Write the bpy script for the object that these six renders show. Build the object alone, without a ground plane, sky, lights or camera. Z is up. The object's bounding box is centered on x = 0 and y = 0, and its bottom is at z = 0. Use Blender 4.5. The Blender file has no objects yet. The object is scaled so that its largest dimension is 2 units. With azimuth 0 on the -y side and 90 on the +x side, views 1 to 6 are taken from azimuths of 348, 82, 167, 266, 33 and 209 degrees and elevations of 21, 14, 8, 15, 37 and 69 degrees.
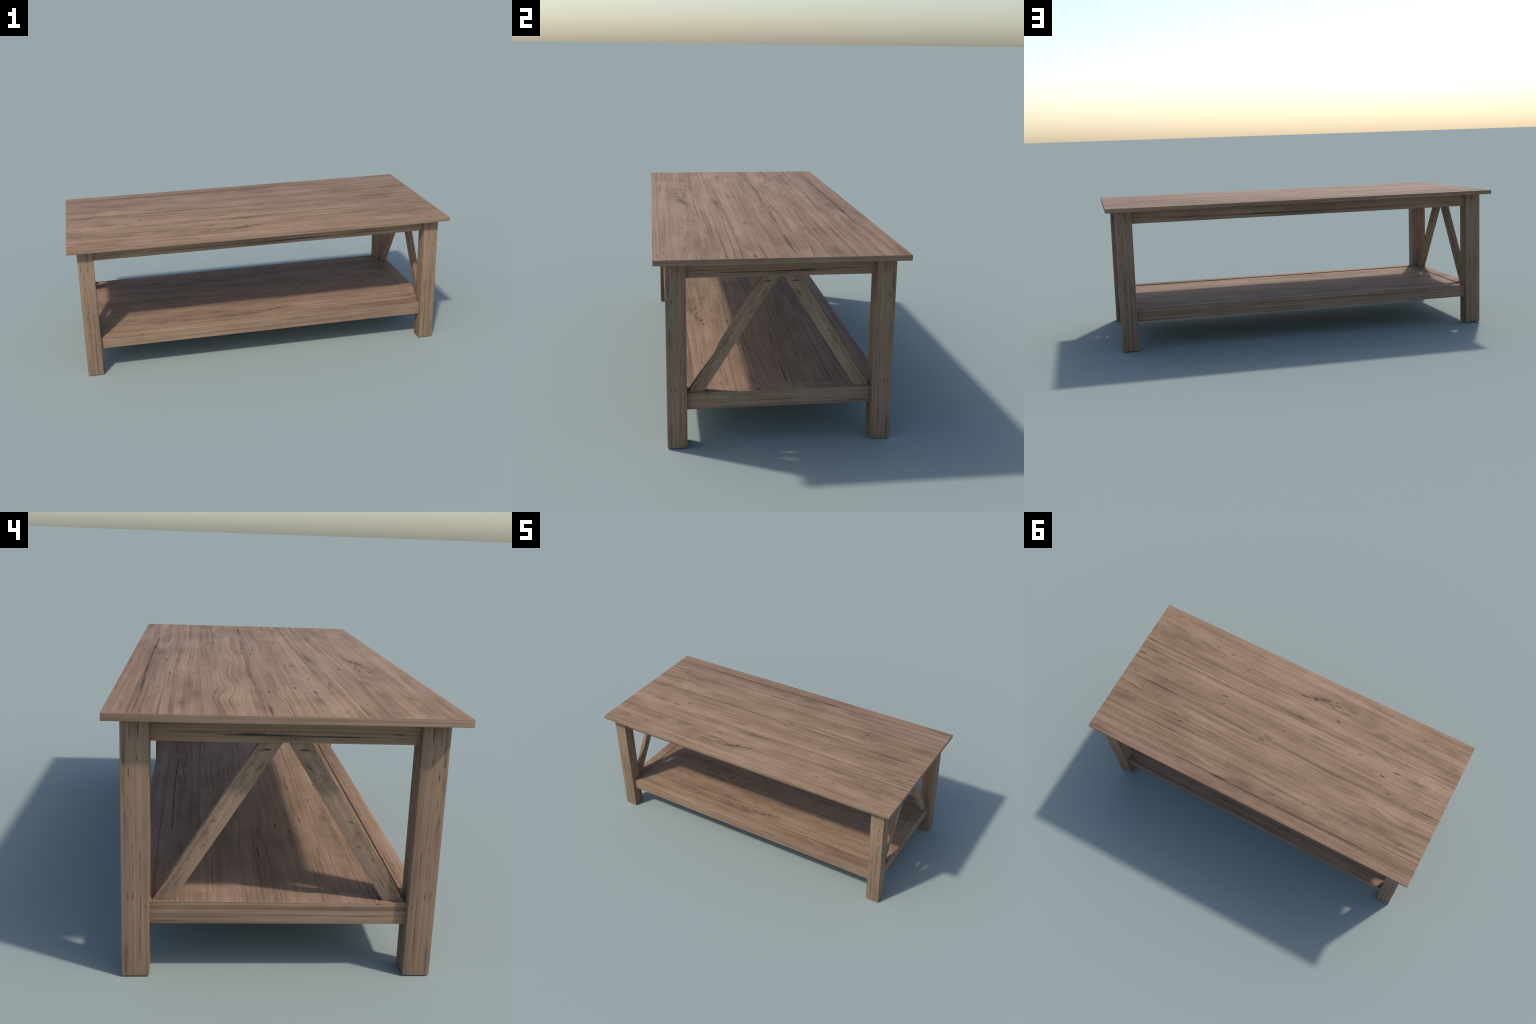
"""Rustic wooden coffee table: plank top, four square legs, aprons, framed lower
shelf with a sunken panel, and a pair of slanted braces at each end."""
import bpy, bmesh, math
from mathutils import Vector

# ------------------------------------------------------------------ sizes (m)
TOP_HX, TOP_HY = 1.0, 0.4500          # half length / half width of the top
TOP_Z0, TOP_Z1 = 0.6916, 0.7119       # underside / upper face of the top
LEG_X, LEG_Y = 0.9533, 0.4091         # outer faces of the legs
LEG_WX, LEG_WY = 0.0794, 0.0714       # leg section
INSET = 0.0182                        # rails sit back from the leg faces
IN_X, IN_Y = LEG_X - LEG_WX, LEG_Y - LEG_WY      # inner faces of the legs
APRON_Z0 = 0.6303
RAIL_Z0, RAIL_Z1 = 0.1411, 0.2030
PANEL_Z0, PANEL_Z1 = 0.176, 0.1991
BRACE_X0, BRACE_X1 = 0.8970, 0.9238
BRACE_FOOT, BRACE_HEAD = (0.2762, 0.3320), (0.0054, 0.0645)   # y ranges
TENON = 0.004
BEVEL = 0.0022


# ------------------------------------------------------------------ materials
class Graph:
    """Small helper that writes shader nodes as expressions."""

    def __init__(self, name):
        self.mat = bpy.data.materials.new(name)
        self.mat.use_nodes = True
        self.nt = self.mat.node_tree
        self.nt.nodes.clear()

    def node(self, kind, **props):
        n = self.nt.nodes.new(kind)
        for k, v in props.items():
            setattr(n, k, v)
        return n

    def put(self, socket, value):
        if isinstance(value, bpy.types.NodeSocket):
            self.nt.links.new(value, socket)
        elif value is not None:
            socket.default_value = value

    def math(self, op, a, b=None, c=None, clamp=False):
        n = self.node('ShaderNodeMath', operation=op, use_clamp=clamp)
        for i, v in enumerate((a, b, c)):
            self.put(n.inputs[i], v)
        return n.outputs[0]

    def vec(self, op, a, b=None):
        n = self.node('ShaderNodeVectorMath', operation=op)
        self.put(n.inputs[0], a)
        self.put(n.inputs[1], b)
        return n.outputs['Value'] if op == 'LENGTH' else n.outputs[0]

    def xyz(self, x, y, z):
        n = self.node('ShaderNodeCombineXYZ')
        for i, v in enumerate((x, y, z)):
            self.put(n.inputs[i], v)
        return n.outputs[0]

    def split(self, v):
        n = self.node('ShaderNodeSeparateXYZ')
        self.put(n.inputs[0], v)
        return n.outputs

    def noise(self, v, scale, detail=2.0, rough=0.5, dist=0.0, colour=False):
        """Noise on v multiplied by a per-axis scale."""
        n = self.node('ShaderNodeTexNoise')
        self.put(n.inputs['Vector'], self.vec('MULTIPLY', v, scale))
        n.inputs['Scale'].default_value = 1.0
        n.inputs['Detail'].default_value = detail
        n.inputs['Roughness'].default_value = rough
        n.inputs['Distortion'].default_value = dist
        return n.outputs['Color' if colour else 'Fac']

    def span(self, v, a, b, c=0.0, d=1.0, smooth=True):
        n = self.node('ShaderNodeMapRange',
                      interpolation_type='SMOOTHSTEP' if smooth else 'LINEAR')
        self.put(n.inputs[0], v)
        for i, x in enumerate((a, b, c, d)):
            n.inputs[i + 1].default_value = x
        return n.outputs[0]

    def mix(self, fac, a, b, mode='MIX'):
        n = self.node('ShaderNodeMix', data_type='RGBA', blend_type=mode)
        self.put(n.inputs[0], fac)
        self.put(n.inputs[6], a)
        self.put(n.inputs[7], b)
        return n.outputs[2]

    def blob(self, p, after, cx, cy, rx, ry, deg, height, core=0.0):
        """1 in the middle of an ellipse, falling smoothly to 0 at its rim.

        `after` is the running total the ellipse will be added to: making the
        ellipse depend on it keeps Cycles from holding all of them in memory."""
        late = self.node('ShaderNodeVectorMath', operation='MULTIPLY_ADD')
        self.put(late.inputs[0], after)
        late.inputs[1].default_value = (1e-7, 1e-7, 0)
        self.put(late.inputs[2], p)
        if abs(deg) < 3:          # upright ellipse: scale and shift only
            m = self.node('ShaderNodeVectorMath', operation='MULTIPLY_ADD')
            m.inputs[1].default_value = (1 / rx, 1 / ry, 0)
            m.inputs[2].default_value = (-cx / rx, -cy / ry, 0)
        else:
            m = self.node('ShaderNodeMapping', vector_type='TEXTURE')
            m.inputs['Location'].default_value = (cx, cy, 0)
            m.inputs['Rotation'].default_value = (0, 0, math.radians(deg))
            m.inputs['Scale'].default_value = (rx, ry, 1)
        self.put(m.inputs[0], late.outputs[0])
        return self.span(self.vec('LENGTH', m.outputs[0]), core, 1.0, height, 0.0)


def rgb(r, g, b):
    return (r, g, b, 1.0)


# base colours of the wood, linear
PALE = rgb(0.362, 0.234, 0.152)
MID = rgb(0.272, 0.170, 0.106)
DEEP = rgb(0.176, 0.107, 0.065)
SMOKE = rgb(0.096, 0.066, 0.045)
CRACK = rgb(0.034, 0.028, 0.026)
GREYED = (0.965, 0.995, 1.02)          # the frame's wood is a touch greyer than the boards


def wood(name, axes='xyz', shift=(0, 0, 0), place=(0, 0, 1, 1), streaks=(),
         clouds=(), knots=(), lights=(), wander=0.05, contrast=1.0, tone=None,
         grain=1.0, specks=1.0, curl=0.0, saws=(), rings=(), fineness=1.0, ripple_t=0.0036):
    """Weathered plank wood.

    axes    object axes that run along the grain, across it, into the board
    place   (along0, across0, scale_along, scale_across) of the figure on the part
    streaks dark pores and checks, clouds grey-brown stains, lights pale flames:
            (along, across, half length, half width, angle, strength)
    knots   swellings of the year rings: (along, across, rx, ry, angle, height)
    """
    g = Graph(name)
    tc = g.node('ShaderNodeTexCoord')
    o = dict(zip('xyz', g.split(tc.outputs['Object'])))
    s = g.math('DIVIDE', g.math('SUBTRACT', o[axes[0]], place[0]), place[2])
    t = g.math('DIVIDE', g.math('SUBTRACT', o[axes[1]], place[1]), place[3])
    flat = g.xyz(s, t, 0.0)
    p = g.vec('ADD', g.xyz(s, t, o[axes[2]]), shift)

    # --- slow wandering of the year rings, swollen round knots
    bend = g.math('SUBTRACT', g.noise(p, (1.3, 4.0, 5.0), 1.0, 0.4), 0.5)
    ring_t = g.math('MULTIPLY_ADD', bend, wander * 2.0, g.split(p)[1])
    if curl:
        c = g.math('SUBTRACT', g.noise(p, (38, 46, 46), 2.0, 0.5), 0.5)
        ring_t = g.math('MULTIPLY_ADD', c, curl, ring_t)
    ripple = g.vec('SUBTRACT', g.noise(p, (14, 34, 34), 2.0, 0.55, colour=True),
                   (0.5, 0.5, 0.5))
    wob = g.vec('ADD', flat, g.vec('MULTIPLY', ripple, (0.014, ripple_t, 0.0)))
    wob = g.vec('MULTIPLY', wob, (1, 1, 0))
    for (cx, cy, rx, ry, deg, h) in knots:
        ring_t = g.math('ADD', g.blob(flat, ring_t, cx, cy, rx, ry, deg, 0.20 * h), ring_t)
    ps = g.split(p)
    q = g.xyz(ps[0], ring_t, ps[2])

    # --- grain on three widths
    broad = g.noise(q, (0.9, 11 * fineness, 9), 3.0, 0.55)
    band = g.noise(q, (0.75, 58 * fineness, 20), 3.0, 0.6)
    fine = g.noise(q, (1.3, 165 * fineness, 60), 2.0, 0.6)
    patch = g.noise(p, (4.2, 11, 9), 3.0, 0.6)
    v = g.math('MULTIPLY', g.math('SUBTRACT', broad, 0.5), 0.78)
    v = g.math('MULTIPLY_ADD', g.math('SUBTRACT', band, 0.5), 0.88 * grain, v)
    v = g.math('MULTIPLY_ADD', g.math('SUBTRACT', fine, 0.5), 0.98 * grain, v)
    v = g.math('MULTIPLY_ADD', g.math('SUBTRACT', patch, 0.5), 0.85, v)
    # thin dark late-wood lines, in bundles
    late = g.span(g.noise(q, (0.55, 105 * fineness, 40), 1.0, 0.5), 0.56, 0.68)
    bundle = g.span(g.noise(p, (1.4, 9, 9), 1.0), 0.40, 0.62)
    for (cx, cy, rx, ry, deg, k) in rings:
        bundle = g.math('ADD', g.blob(flat, bundle, cx, cy, rx, ry, deg, k), bundle)
    v = g.math('MULTIPLY_ADD', g.math('MULTIPLY', late, bundle), -0.40 * grain, v)
    # cross-cut saw ripple in some stretches
    saw = g.math('SUBTRACT', g.noise(p, (170, 5, 5), 1.0, 0.5), 0.5)
    sawmask = g.span(g.noise(p, (2.6, 7, 7), 1.0), 0.50, 0.68)
    for (cx, cy, rx, ry, deg, k) in saws:
        sawmask = g.math('ADD', g.blob(flat, sawmask, cx, cy, rx, ry, deg, k), sawmask)
    v = g.math('MULTIPLY_ADD', g.math('MULTIPLY', saw, sawmask), 0.38, v)
    for (cx, cy, rx, ry, deg, k) in lights:
        v = g.math('ADD', g.blob(wob, v, cx, cy, rx, ry, deg, 0.24 * k), v)
    v = g.math('MULTIPLY_ADD', v, 1.12 * contrast, 0.56)

    ramp = g.node('ShaderNodeValToRGB')
    e = ramp.color_ramp.elements
    e[0].position, e[0].color = 0.10, DEEP
    e[1].position, e[1].color = 0.92, PALE
    m = e.new(0.50)
    m.color = MID
    g.put(ramp.inputs[0], v)
    col = ramp.outputs[0]

    # --- smoky stains
    stain = g.span(g.noise(p, (4.2, 15, 12), 3.0, 0.6), 0.56, 0.80)
    stain = g.math('MULTIPLY', stain, 0.32 * specks)
    wisp = g.span(g.noise(q, (7, 60, 40), 2.0), 0.25, 0.6, 0.45, 1.0)
    cloud = 0.0
    for (cx, cy, rx, ry, deg, k) in clouds:
        cloud = g.math('MAXIMUM', cloud, g.blob(wob, cloud or stain, cx, cy, rx, ry, deg, k))
    stain = g.math('MAXIMUM', stain, g.math('MULTIPLY', cloud, wisp))
    col = g.mix(stain, col, SMOKE)

    # --- pores, checks and cracks
    pore = g.span(g.noise(q, (9.0, 105, 70), 1.0, 0.5), 0.68, 0.80)
    pore = g.math('MULTIPLY', pore, 0.50 * specks)
    for (cx, cy, rx, ry, deg, k) in streaks:
        pore = g.math('MAXIMUM', pore,
                      g.blob(wob, pore, cx, cy, rx, ry, deg, k, 0.25))
    col = g.mix(pore, col, CRACK)
    if tone:
        col = g.mix(1.0, col, rgb(*tone), 'MULTIPLY')

    bsdf = g.node('ShaderNodeBsdfPrincipled')
    out = g.node('ShaderNodeOutputMaterial')
    g.put(bsdf.inputs['Base Color'], col)
    g.put(bsdf.inputs['Roughness'], g.span(v, 0.1, 0.9, 0.78, 0.68))
    bsdf.inputs['Specular IOR Level'].default_value = 0.22
    bump = g.node('ShaderNodeBump')
    bump.inputs['Strength'].default_value = 0.12
    bump.inputs['Distance'].default_value = 0.002
    g.put(bump.inputs['Height'], g.math('SUBTRACT', v, g.math('MULTIPLY', pore, 1.5)))
    g.put(bsdf.inputs['Normal'], bump.outputs[0])
    g.put(out.inputs[0], bsdf.outputs[0])
    return g.mat


# figure of the big boards: along x, across y, as it lies on the table top
BOARD_STREAKS = [
    # the long check near the rear edge, in overlapping runs
    (0.62, 0.385, 0.22, 0.005, 0.0, 0.45), (0.36, 0.377, 0.22, 0.006, 0.5, 0.75),
    (0.19, 0.379, 0.10, 0.009, -1.5, 0.92), (-0.02, 0.380, 0.28, 0.0055, 0, 0.75),
    (-0.32, 0.379, 0.28, 0.006, 0, 0.78), (-0.56, 0.377, 0.20, 0.006, 1.0, 0.72),
    # slanting checks in the middle of the board
    (0.80, 0.047, 0.20, 0.0055, 2.2, 0.72), (-0.93, 0.041, 0.11, 0.005, 2.6, 0.74),
    (0.34, 0.055, 0.20, 0.004, -1.5, 0.45), (0.21, 0.060, 0.09, 0.006, -4, 0.50),
    (0.088, 0.066, 0.028, 0.0055, -4, 0.85),
    (-0.02, -0.154, 0.16, 0.005, 0.8, 0.62), (-0.05, -0.160, 0.05, 0.0045, 0, 0.6),
    (0.42, -0.218, 0.30, 0.0032, 0, 0.45), (-0.905, -0.195, 0.10, 0.004, 1, 0.60),
    (0.755, -0.196, 0.12, 0.0035, 1, 0.42), (-0.54, -0.162, 0.06, 0.005, 0, 0.55),
    (-0.26, -0.118, 0.16, 0.004, -2, 0.32),
    # short pores
    (-0.61, -0.052, 0.026, 0.0065, 5, 0.85), (-0.54, -0.050, 0.020, 0.0045, 0, 0.5),
    (-0.68, -0.103, 0.032, 0.0065, 4, 0.80), (-0.45, -0.111, 0.024, 0.005, 3, 0.7),
    (-0.686, 0.026, 0.026, 0.006, 8, 0.65), (0.968, -0.100, 0.030, 0.0065, 4, 0.75),
    (0.40, -0.075, 0.032, 0.006, 3, 0.75), (0.388, -0.026, 0.020, 0.005, 25, 0.6),
    (0.002, -0.035, 0.018, 0.0045, 0, 0.55), (-0.735, -0.354, 0.020, 0.006, 12, 0.7),
    (-0.249, -0.234, 0.022, 0.008, -8, 0.60), (0.552, 0.184, 0.022, 0.008, 20, 0.6),
    (-0.123, 0.327, 0.022, 0.006, 15, 0.6), (-0.30, 0.297, 0.020, 0.005, 10, 0.6),
    (0.895, -0.410, 0.030, 0.004, 0, 0.5), (0.59, -0.335, 0.022, 0.005, 0, 0.5),
    (0.49, -0.331, 0.026, 0.005, 0, 0.7), (0.856, -0.263, 0.024, 0.006, 0, 0.45),
    (-0.56, 0.278, 0.020, 0.005, 60, 0.5), (-0.86, 0.266, 0.022, 0.006, 50, 0.5),
    (0.857, 0.182, 0.020, 0.005, 60, 0.5), (0.60, 0.155, 0.040, 0.004, -15, 0.5),
    (0.533, -0.299, 0.026, 0.005, 40, 0.6), (0.36, -0.283, 0.020, 0.006, 40, 0.5),
    # line between front strip and board
    (0.62, -0.410, 0.28, 0.004, 2.0, 0.36), (0.10, -0.428, 0.30, 0.003, 0, 0.26),
    (-0.47, -0.407, 0.20, 0.004, 2.0, 0.38), (-0.85, -0.415, 0.12, 0.003, 0, 0.25),
    # knot cluster
    (-0.005, -0.291, 0.040, 0.005, 8, 0.78), (-0.075, -0.302, 0.022, 0.013, 0, 0.85),
    (-0.134, -0.326, 0.040, 0.006, 10, 0.85), (-0.11, -0.316, 0.026, 0.005, -25, 0.7),
    (-0.204, -0.320, 0.040, 0.006, 4, 0.75), (-0.19, -0.335, 0.024, 0.004, 20, 0.6),
    (-0.26, -0.300, 0.050, 0.004, -6, 0.45), (-0.30, -0.325, 0.050, 0.006, 8, 0.55),
]
BOARD_CLOUDS = [
    (0.06, 0.350, 0.13, 0.040, 8, 0.60), (-0.10, 0.338, 0.09, 0.026, 10, 0.60),
    (-0.05, 0.244, 0.05, 0.014, 0, 0.45), (-0.25, 0.350, 0.24, 0.030, 0, 0.40),
    (-0.45, 0.352, 0.20, 0.024, 0, 0.42), (0.40, 0.350, 0.22, 0.024, 0, 0.34),
    (-0.27, -0.350, 0.12, 0.036, 0, 0.66), (-0.41, -0.350, 0.10, 0.030, 0, 0.55),
    (-0.10, -0.318, 0.16, 0.034, 6, 0.45), (-0.51, -0.272, 0.09, 0.030, 8, 0.66),
    (-0.40, -0.283, 0.09, 0.022, 0, 0.42), (-0.72, -0.285, 0.28, 0.018, 0, 0.48),
    (-0.90, -0.36, 0.10, 0.030, 0, 0.42), (-0.95, -0.28, 0.06, 0.03, 0, 0.40),
    (0.86, -0.333, 0.16, 0.024, -4, 0.56), (0.66, -0.322, 0.12, 0.016, -6, 0.44),
    (0.717, -0.257, 0.07, 0.020, 0, 0.36), (0.84, -0.112, 0.09, 0.020, 4, 0.50),
    (-0.80, -0.098, 0.10, 0.020, 4, 0.55), (0.90, -0.263, 0.09, 0.016, 0, 0.40),
    (-0.20, -0.088, 0.07, 0.018, 0, 0.48), (-0.26, -0.06, 0.14, 0.016, 0, 0.32),
    (0.72, 0.048, 0.20, 0.020, 2, 0.40), (-0.90, 0.062, 0.12, 0.030, 6, 0.42),
    (0.30, 0.052, 0.20, 0.014, 0, 0.36), (0.91, 0.200, 0.11, 0.036, 0, 0.46),
    (-0.62, 0.255, 0.16, 0.028, -4, 0.48), (-0.86, 0.265, 0.10, 0.024, 0, 0.42),
    (0.53, 0.150, 0.07, 0.020, -18, 0.38), (0.35, 0.170, 0.07, 0.020, 0, 0.36),
    (0.72, 0.31, 0.22, 0.014, 0, 0.36), (-0.84, 0.345, 0.16, 0.016, 0, 0.42),
    (-0.35, -0.150, 0.18, 0.014, 0, 0.36), (0.10, -0.16, 0.10, 0.018, 0, 0.36),
]
BOARD_KNOTS = [
    (0.60, 0.118, 0.24, 0.070, 6, 0.075), (0.98, 0.110, 0.16, 0.065, 0, 0.075),
    (-0.62, 0.120, 0.22, 0.070, -6, 0.080), (-0.80, 0.165, 0.22, 0.060, 4, -0.075),
    (0.36, -0.030, 0.30, 0.060, 2, 0.075), (-0.10, 0.10, 0.34, 0.075, -4, 0.09),
    (-0.70, 0.010, 0.20, 0.050, 0, -0.06), (0.15, 0.19, 0.22, 0.05, 0, -0.06),
    (0.56, -0.30, 0.16, 0.050, 0, 0.055), (0.80, -0.295, 0.14, 0.045, 0, 0.06),
    (-0.13, -0.318, 0.13, 0.046, 6, 0.10), (-0.22, -0.318, 0.08, 0.03, -10, -0.06),
    (0.30, -0.285, 0.09, 0.035, 0, 0.06), (0.88, 0.19, 0.10, 0.05, 0, 0.06),
    (0.25, 0.345, 0.20, 0.045, 6, -0.08),
]
BOARD_LIGHTS = [
    (0.50, 0.115, 0.18, 0.030, 4, 0.9), (-0.66, 0.112, 0.22, 0.034, -8, 1.0),
    (-0.50, 0.165, 0.22, 0.030, 0, 0.8), (0.94, 0.100, 0.12, 0.026, 6, 0.9),
    (-0.92, -0.03, 0.12, 0.035, 0, 0.8),
    (0.55, -0.115, 0.40, 0.026, -2, 0.7), (-0.20, -0.12, 0.26, 0.024, 0, 0.5),
    (-0.68, -0.385, 0.22, 0.026, 0, 0.6), (0.76, -0.385, 0.20, 0.030, 0, 0.6),
    (0.25, 0.362, 0.16, 0.016, 4, 0.7), (0.70, 0.420, 0.34, 0.026, 0, 0.6),
    (-0.85, 0.420, 0.20, 0.024, 0, 0.6), (-0.30, 0.26, 0.22, 0.040, 0, 0.5),
    (0.30, 0.27, 0.22, 0.040, 0, 0.4), (0.10, -0.07, 0.30, 0.03, 0, 0.4),
]

BOARD_SAWS = [          # stretches where the saw left ripples across the grain
    (0.80, -0.145, 0.20, 0.060, 0, 1.4), (-0.85, -0.135, 0.22, 0.060, 0, 1.4),
    (0.45, -0.13, 0.30, 0.040, 0, 0.7), (-0.25, -0.17, 0.25, 0.060, 0, 0.6),
    (-0.80, 0.27, 0.16, 0.050, 0, 0.9), (0.82, 0.24, 0.14, 0.040, 0, 0.8),
    (-0.30, 0.34, 0.40, 0.05, 0, 0.5), (0.30, 0.42, 0.40, 0.03, 0, 0.5),
]
BOARD_RINGS = [         # where the year rings stand out as dark lines
    (0.45, -0.02, 0.42, 0.070, 0, 0.9), (0.78, 0.09, 0.30, 0.060, 0, 0.9),
    (-0.25, 0.06, 0.45, 0.080, 0, 0.8), (-0.80, 0.16, 0.30, 0.070, 0, 0.9),
    (0.55, 0.25, 0.40, 0.050, 0, 0.6), (-0.85, 0.02, 0.25, 0.050, 0, 0.8),
    (0.22, 0.35, 0.25, 0.035, 0, 0.8),
]

board_args = dict(contrast=0.88, streaks=BOARD_STREAKS, clouds=BOARD_CLOUDS, knots=BOARD_KNOTS,
                  lights=BOARD_LIGHTS, saws=BOARD_SAWS, rings=BOARD_RINGS)
M_TOP = wood('plank_wood_top', 'xyz', (0.0, 0.0, 3.1), wander=0.014, **board_args)
M_SHELF = wood('plank_wood_shelf', 'xyz', (4.0, 0.0, 3.1), place=(0.16, 0, 0.79, 0.79),
               wander=0.014, **board_args)
M_EDGE_X = wood('edge_band_long', 'xzy', (1.7, 2.3, 0), wander=0.004, contrast=0.85,
                specks=0.25, grain=1.5, fineness=1.6, tone=GREYED)
M_EDGE_Y = wood('edge_band_short', 'yzx', (6.1, 1.3, 0), wander=0.004, contrast=0.85,
                specks=0.25, grain=1.5, fineness=1.6, tone=GREYED)

APRON_LONG = [(0.14, 0.6480, 0.44, 0.0040, 0.15, 0.92), (-0.36, 0.6490, 0.38, 0.0032, -0.2, 0.78),
              (0.22, 0.6500, 0.14, 0.0060, 0.8, 0.80), (0.62, 0.6530, 0.22, 0.0034, -0.6, 0.50),
              (-0.78, 0.654, 0.09, 0.003, 0, 0.6), (-0.80, 0.641, 0.10, 0.003, 0, 0.4)]
APRON_SHORT = [(0.055, 0.6495, 0.170, 0.0040, 0.6, 0.95), (-0.12, 0.6480, 0.170, 0.0032, -0.2, 0.88),
               (0.085, 0.6510, 0.060, 0.0060, 2.0, 0.90), (0.21, 0.6550, 0.110, 0.0034, -2.0, 0.55),
               (-0.28, 0.657, 0.020, 0.0030, 0, 0.7), (-0.29, 0.644, 0.035, 0.0030, 0, 0.4)]
M_APRON_X = wood('apron_wood_long', 'xzy', (2.2, 5.1, 0), wander=0.012, contrast=0.9,
                 streaks=APRON_LONG, specks=0.6, grain=1.0, tone=GREYED, ripple_t=0.0012,
                 clouds=[(0.0, 0.641, 0.20, 0.012, 0, 0.5)])
M_APRON_Y = wood('apron_wood_short', 'yzx', (8.2, 5.1, 0), wander=0.012, contrast=0.9,
                 streaks=APRON_SHORT, specks=0.6, grain=1.0, tone=GREYED, ripple_t=0.0012,
                 clouds=[(0.0, 0.642, 0.09, 0.012, 0, 0.6), (-0.13, 0.676, 0.03, 0.010, 0, 0.35)])
RAIL_SHORT = [(0.20, 0.1600, 0.14, 0.0022, -1, 0.55), (-0.05, 0.166, 0.17, 0.0018, 1, 0.45),
              (-0.22, 0.1625, 0.10, 0.0022, -2, 0.50), (0.29, 0.150, 0.05, 0.003, 0, 0.45),
              (-0.26, 0.198, 0.012, 0.003, 0, 0.7), (0.32, 0.187, 0.03, 0.002, 0, 0.5)]
RAIL_LONG = [(0.20, 0.1600, 0.30, 0.0022, -0.3, 0.40), (-0.25, 0.163, 0.35, 0.0018, 0.3, 0.40),
             (-0.62, 0.158, 0.20, 0.0022, -0.5, 0.40), (0.62, 0.172, 0.18, 0.0022, 0.4, 0.45),
             (-0.66, 0.198, 0.025, 0.003, 0, 0.6)]
M_RAIL_X = wood('rail_wood_long', 'xzy', (3.9, 9.1, 0), wander=0.012, contrast=0.9,
                streaks=RAIL_LONG, specks=0.6, grain=1.0, tone=GREYED, ripple_t=0.0012,
                clouds=[(0.20, 0.192, 0.16, 0.014, 0, 0.45)])
M_RAIL_Y = wood('rail_wood_short', 'yzx', (5.9, 9.6, 0), wander=0.012, contrast=0.9,
                streaks=RAIL_SHORT, specks=0.6, grain=1.0, tone=GREYED, ripple_t=0.0012,
                clouds=[(-0.10, 0.186, 0.06, 0.014, 0, 0.4), (-0.17, 0.184, 0.03, 0.012, 0, 0.4)])

# leg figure: along z, across measured from the leg axis (+ is outwards)
LEG_STREAKS = [
    (0.10, -0.013, 0.090, 0.0030, 1.0, 0.62), (0.19, -0.014, 0.070, 0.0026, 0, 0.5),
    (0.335, -0.014, 0.022, 0.0030, 0, 0.55), (0.30, -0.0135, 0.05, 0.002, 0, 0.5),
    (0.228, 0.018, 0.018, 0.0026, 0, 0.62), (0.228, 0.006, 0.013, 0.0030, 0, 0.60),
    (0.196, -0.027, 0.010, 0.0026, 10, 0.5), (0.022, 0.025, 0.022, 0.0024, 0, 0.60),
    (0.360, 0.006, 0.016, 0.0024, 0, 0.45), (0.480, 0.016, 0.022, 0.0026, 0, 0.45),
    (0.553, 0.015, 0.020, 0.0026, 0, 0.80), (0.590, 0.027, 0.020, 0.0026, 0, 0.75),
    (0.590, -0.006, 0.016, 0.0026, 0, 0.60), (0.665, -0.009, 0.040, 0.0036, 0, 0.65),
    (0.435, 0.024, 0.030, 0.0040, 0, 0.35), (0.40, -0.003, 0.05, 0.0016, 0, 0.4),
    (0.30, 0.004, 0.06, 0.0015, 0, 0.4), (0.27, 0.013, 0.08, 0.0015, 0, 0.35),
]
LEG_CLOUDS = [(0.620, 0.026, 0.060, 0.010, 0, 0.50), (0.065, 0.024, 0.045, 0.012, 0, 0.45),
              (0.410, 0.020, 0.060, 0.010, 0, 0.36), (0.680, 0.000, 0.05, 0.02, 0, 0.30),
              (0.30, -0.024, 0.05, 0.012, 0, 0.30)]
LEG_KNOTS = [(0.62, -0.035, 0.12, 0.02, 0, 0.03), (0.06, -0.04, 0.12, 0.025, 0, 0.03)]
leg_args = dict(streaks=LEG_STREAKS, clouds=LEG_CLOUDS, knots=LEG_KNOTS, wander=0.012,
                contrast=0.7, specks=0.7, grain=1.2, fineness=1.5, ripple_t=0.002, tone=GREYED)
M_LEG_END = wood('leg_wood_end', 'zyx', (1.3, 7.1, 0), **leg_args)
M_LEG_SIDE = wood('leg_wood_side', 'zxy', (9.3, 3.7, 0), **leg_args)

BRACE_STREAKS = [(0.229, 0.001, 0.0036, 0.020, 32, 0.95), (0.00, 0.008, 0.014, 0.003, -40, 0.6),
                 (-0.07, -0.006, 0.012, 0.003, -30, 0.55), (-0.19, -0.004, 0.03, 0.003, 0, 0.5),
                 (0.15, 0.004, 0.010, 0.003, -30, 0.5), (-0.12, 0.008, 0.009, 0.003, -30, 0.5)]
BRACE_CLOUDS = [(0.12, 0.0, 0.04, 0.02, 30, 0.4), (-0.04, 0.005, 0.04, 0.015, 30, 0.35),
                (0.19, -0.01, 0.03, 0.015, 0, 0.4), (-0.21, -0.01, 0.03, 0.012, 0, 0.35)]
M_BRACE = wood('brace_wood', 'zyx', (2.0, 2.0, 0), streaks=BRACE_STREAKS,
               clouds=BRACE_CLOUDS, wander=0.02, contrast=0.9, specks=1.5, grain=1.15, curl=0.03, ripple_t=0.003, tone=GREYED, fineness=1.3)


# ------------------------------------------------------------------- geometry
def finish(bm, name, mats, bevel=BEVEL):
    """Round the edges, give every face the wood of its direction, make a mesh."""
    bmesh.ops.recalc_face_normals(bm, faces=bm.faces)
    if bevel:
        bmesh.ops.bevel(bm, geom=list(bm.edges), offset=bevel, segments=2,
                        profile=0.6, affect='EDGES', clamp_overlap=True)
    slots = []
    for m in mats.values():
        if m not in slots:
            slots.append(m)
    bm.normal_update()
    for f in bm.faces:
        n = [abs(c) for c in f.normal]
        f.material_index = slots.index(mats['xyz'[n.index(max(n))]])
        f.smooth = True
    me = bpy.data.meshes.new(name)
    bm.to_mesh(me)
    bm.free()
    for m in slots:
        me.materials.append(m)
    me.set_sharp_from_angle(angle=math.radians(50))
    return me


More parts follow.
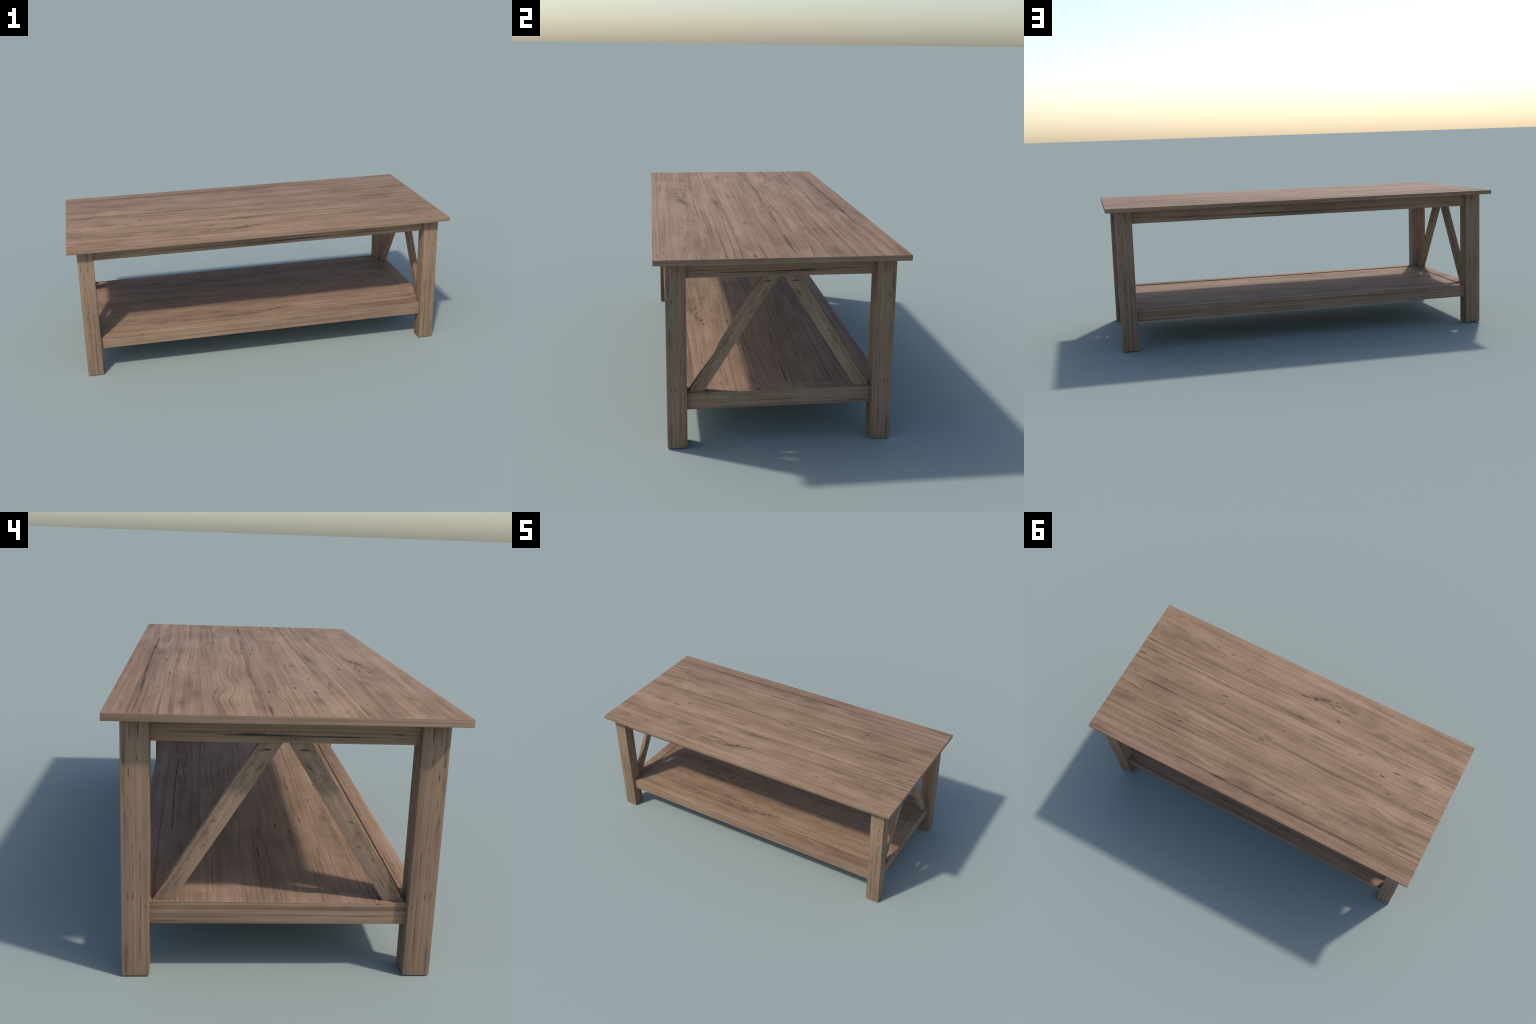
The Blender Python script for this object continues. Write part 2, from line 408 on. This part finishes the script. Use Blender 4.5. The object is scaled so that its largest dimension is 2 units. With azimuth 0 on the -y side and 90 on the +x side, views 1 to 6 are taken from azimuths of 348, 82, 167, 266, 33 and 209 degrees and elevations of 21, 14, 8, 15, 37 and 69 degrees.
def box(name, x, y, z, mats, bevel=BEVEL):
    bm = bmesh.new()
    v = [bm.verts.new((a, b, c)) for a in x for b in y for c in z]
    for q in ((0, 1, 3, 2), (4, 6, 7, 5), (0, 4, 5, 1), (2, 3, 7, 6), (0, 2, 6, 4), (1, 5, 7, 3)):
        bm.faces.new([v[i] for i in q])
    return finish(bm, name, mats, bevel)


def add(name, mesh, parent, loc=(0, 0, 0), scale=(1, 1, 1)):
    ob = bpy.data.objects.new(name, mesh)
    bpy.context.scene.collection.objects.link(ob)
    ob.parent = parent
    ob.location = loc
    ob.scale = scale
    return ob


table = bpy.data.objects.new('coffee_table', None)
bpy.context.scene.collection.objects.link(table)
table['label'] = 'long rustic brown wooden coffee table with lower shelf'
table['category'] = 'coffee table'

# top board
add('tabletop', box('tabletop', (-TOP_HX, TOP_HX), (-TOP_HY, TOP_HY), (TOP_Z0, TOP_Z1),
                    dict(x=M_EDGE_Y, y=M_EDGE_X, z=M_TOP), 0.0018), table)

# four legs: one mesh about the leg axis, mirrored into the corners
hx, hy = LEG_WX / 2, LEG_WY / 2
leg = box('leg', (-hx, hx), (-hy, hy), (0.0, TOP_Z0 + 0.001),
          dict(x=M_LEG_END, y=M_LEG_SIDE, z=M_LEG_SIDE), 0.0022)
for sx in (1, -1):
    for sy in (1, -1):
        add('leg', leg, table, (sx * (LEG_X - hx), sy * (LEG_Y - hy), 0), (sx, sy, 1))

# aprons under the top, tenoned into the legs
apron_long = box('apron_long', (-IN_X - TENON, IN_X + TENON), (-(LEG_Y - INSET - IN_Y), 0),
                 (APRON_Z0, TOP_Z0 + 0.001), dict(x=M_APRON_X, y=M_APRON_X, z=M_APRON_X))
apron_short = box('apron_short', (-(LEG_X - INSET - IN_X), 0), (-IN_Y - TENON, IN_Y + TENON),
                  (APRON_Z0, TOP_Z0 + 0.001), dict(x=M_APRON_Y, y=M_APRON_Y, z=M_APRON_Y))
for s in (1, -1):
    add('apron', apron_long, table, (0, s * (LEG_Y - INSET), 0), (1, s, 1))
for s in (1, -1):
    add('apron', apron_short, table, (s * (LEG_X - INSET), 0, 0), (s, 1, 1))

# lower shelf: four rails round a panel that lies a little deeper
shelf = bpy.data.objects.new('shelf', None)
bpy.context.scene.collection.objects.link(shelf)
shelf.parent = table
for s in (1, -1):
    y = sorted((s * IN_Y, s * (LEG_Y - INSET)))
    add('shelf_rail', box('shelf_rail_long', (-IN_X - TENON, IN_X + TENON), y, (RAIL_Z0, RAIL_Z1),
                          dict(x=M_RAIL_X, y=M_RAIL_X, z=M_SHELF), 0.0015), shelf)
for s in (1, -1):
    x = sorted((s * IN_X, s * (LEG_X - INSET)))
    add('shelf_rail', box('shelf_rail_short', x, (-IN_Y - TENON, IN_Y + TENON), (RAIL_Z0, RAIL_Z1),
                          dict(x=M_RAIL_Y, y=M_RAIL_Y, z=M_SHELF), 0.0015), shelf)
add('shelf_panel', box('shelf_panel', (-IN_X - TENON, IN_X + TENON), (-IN_Y - TENON, IN_Y + TENON),
                       (PANEL_Z0, PANEL_Z1), dict(x=M_SHELF, y=M_SHELF, z=M_SHELF), 0), shelf)

# slanted braces: a leaning prism between shelf rail and apron, mirrored four times
bm = bmesh.new()
z0, z1 = RAIL_Z1 - 0.0005, APRON_Z0 + 0.0005
cy = (sum(BRACE_FOOT) + sum(BRACE_HEAD)) / 4
cz = (z0 + z1) / 2
cx = (BRACE_X0 + BRACE_X1) / 2
lean = math.atan2(BRACE_FOOT[0] - BRACE_HEAD[0], z1 - z0)
ring = [(BRACE_FOOT[0], z0), (BRACE_FOOT[1], z0), (BRACE_HEAD[1], z1), (BRACE_HEAD[0], z1)]


def upright(y, z):
    """Position in the brace's own frame, where it stands along z."""
    y, z = y - cy, z - cz
    return (y * math.cos(lean) + z * math.sin(lean), -y * math.sin(lean) + z * math.cos(lean))


th = (BRACE_X1 - BRACE_X0) / 2
rows = [[bm.verts.new((x, *upright(y, z))) for (y, z) in ring] for x in (-th, th)]
bm.faces.new(rows[0])
bm.faces.new(rows[1][::-1])
for i in range(4):
    j = (i + 1) % 4
    bm.faces.new([rows[0][j], rows[0][i], rows[1][i], rows[1][j]])
brace = finish(bm, 'brace', dict(x=M_BRACE, y=M_BRACE, z=M_BRACE), 0.0018)
for sx in (1, -1):
    for sy in (1, -1):
        ob = add('brace', brace, table, (sx * cx, sy * cy, cz), (sx, sy, 1))
        ob.rotation_euler = (sy * lean, 0, 0)
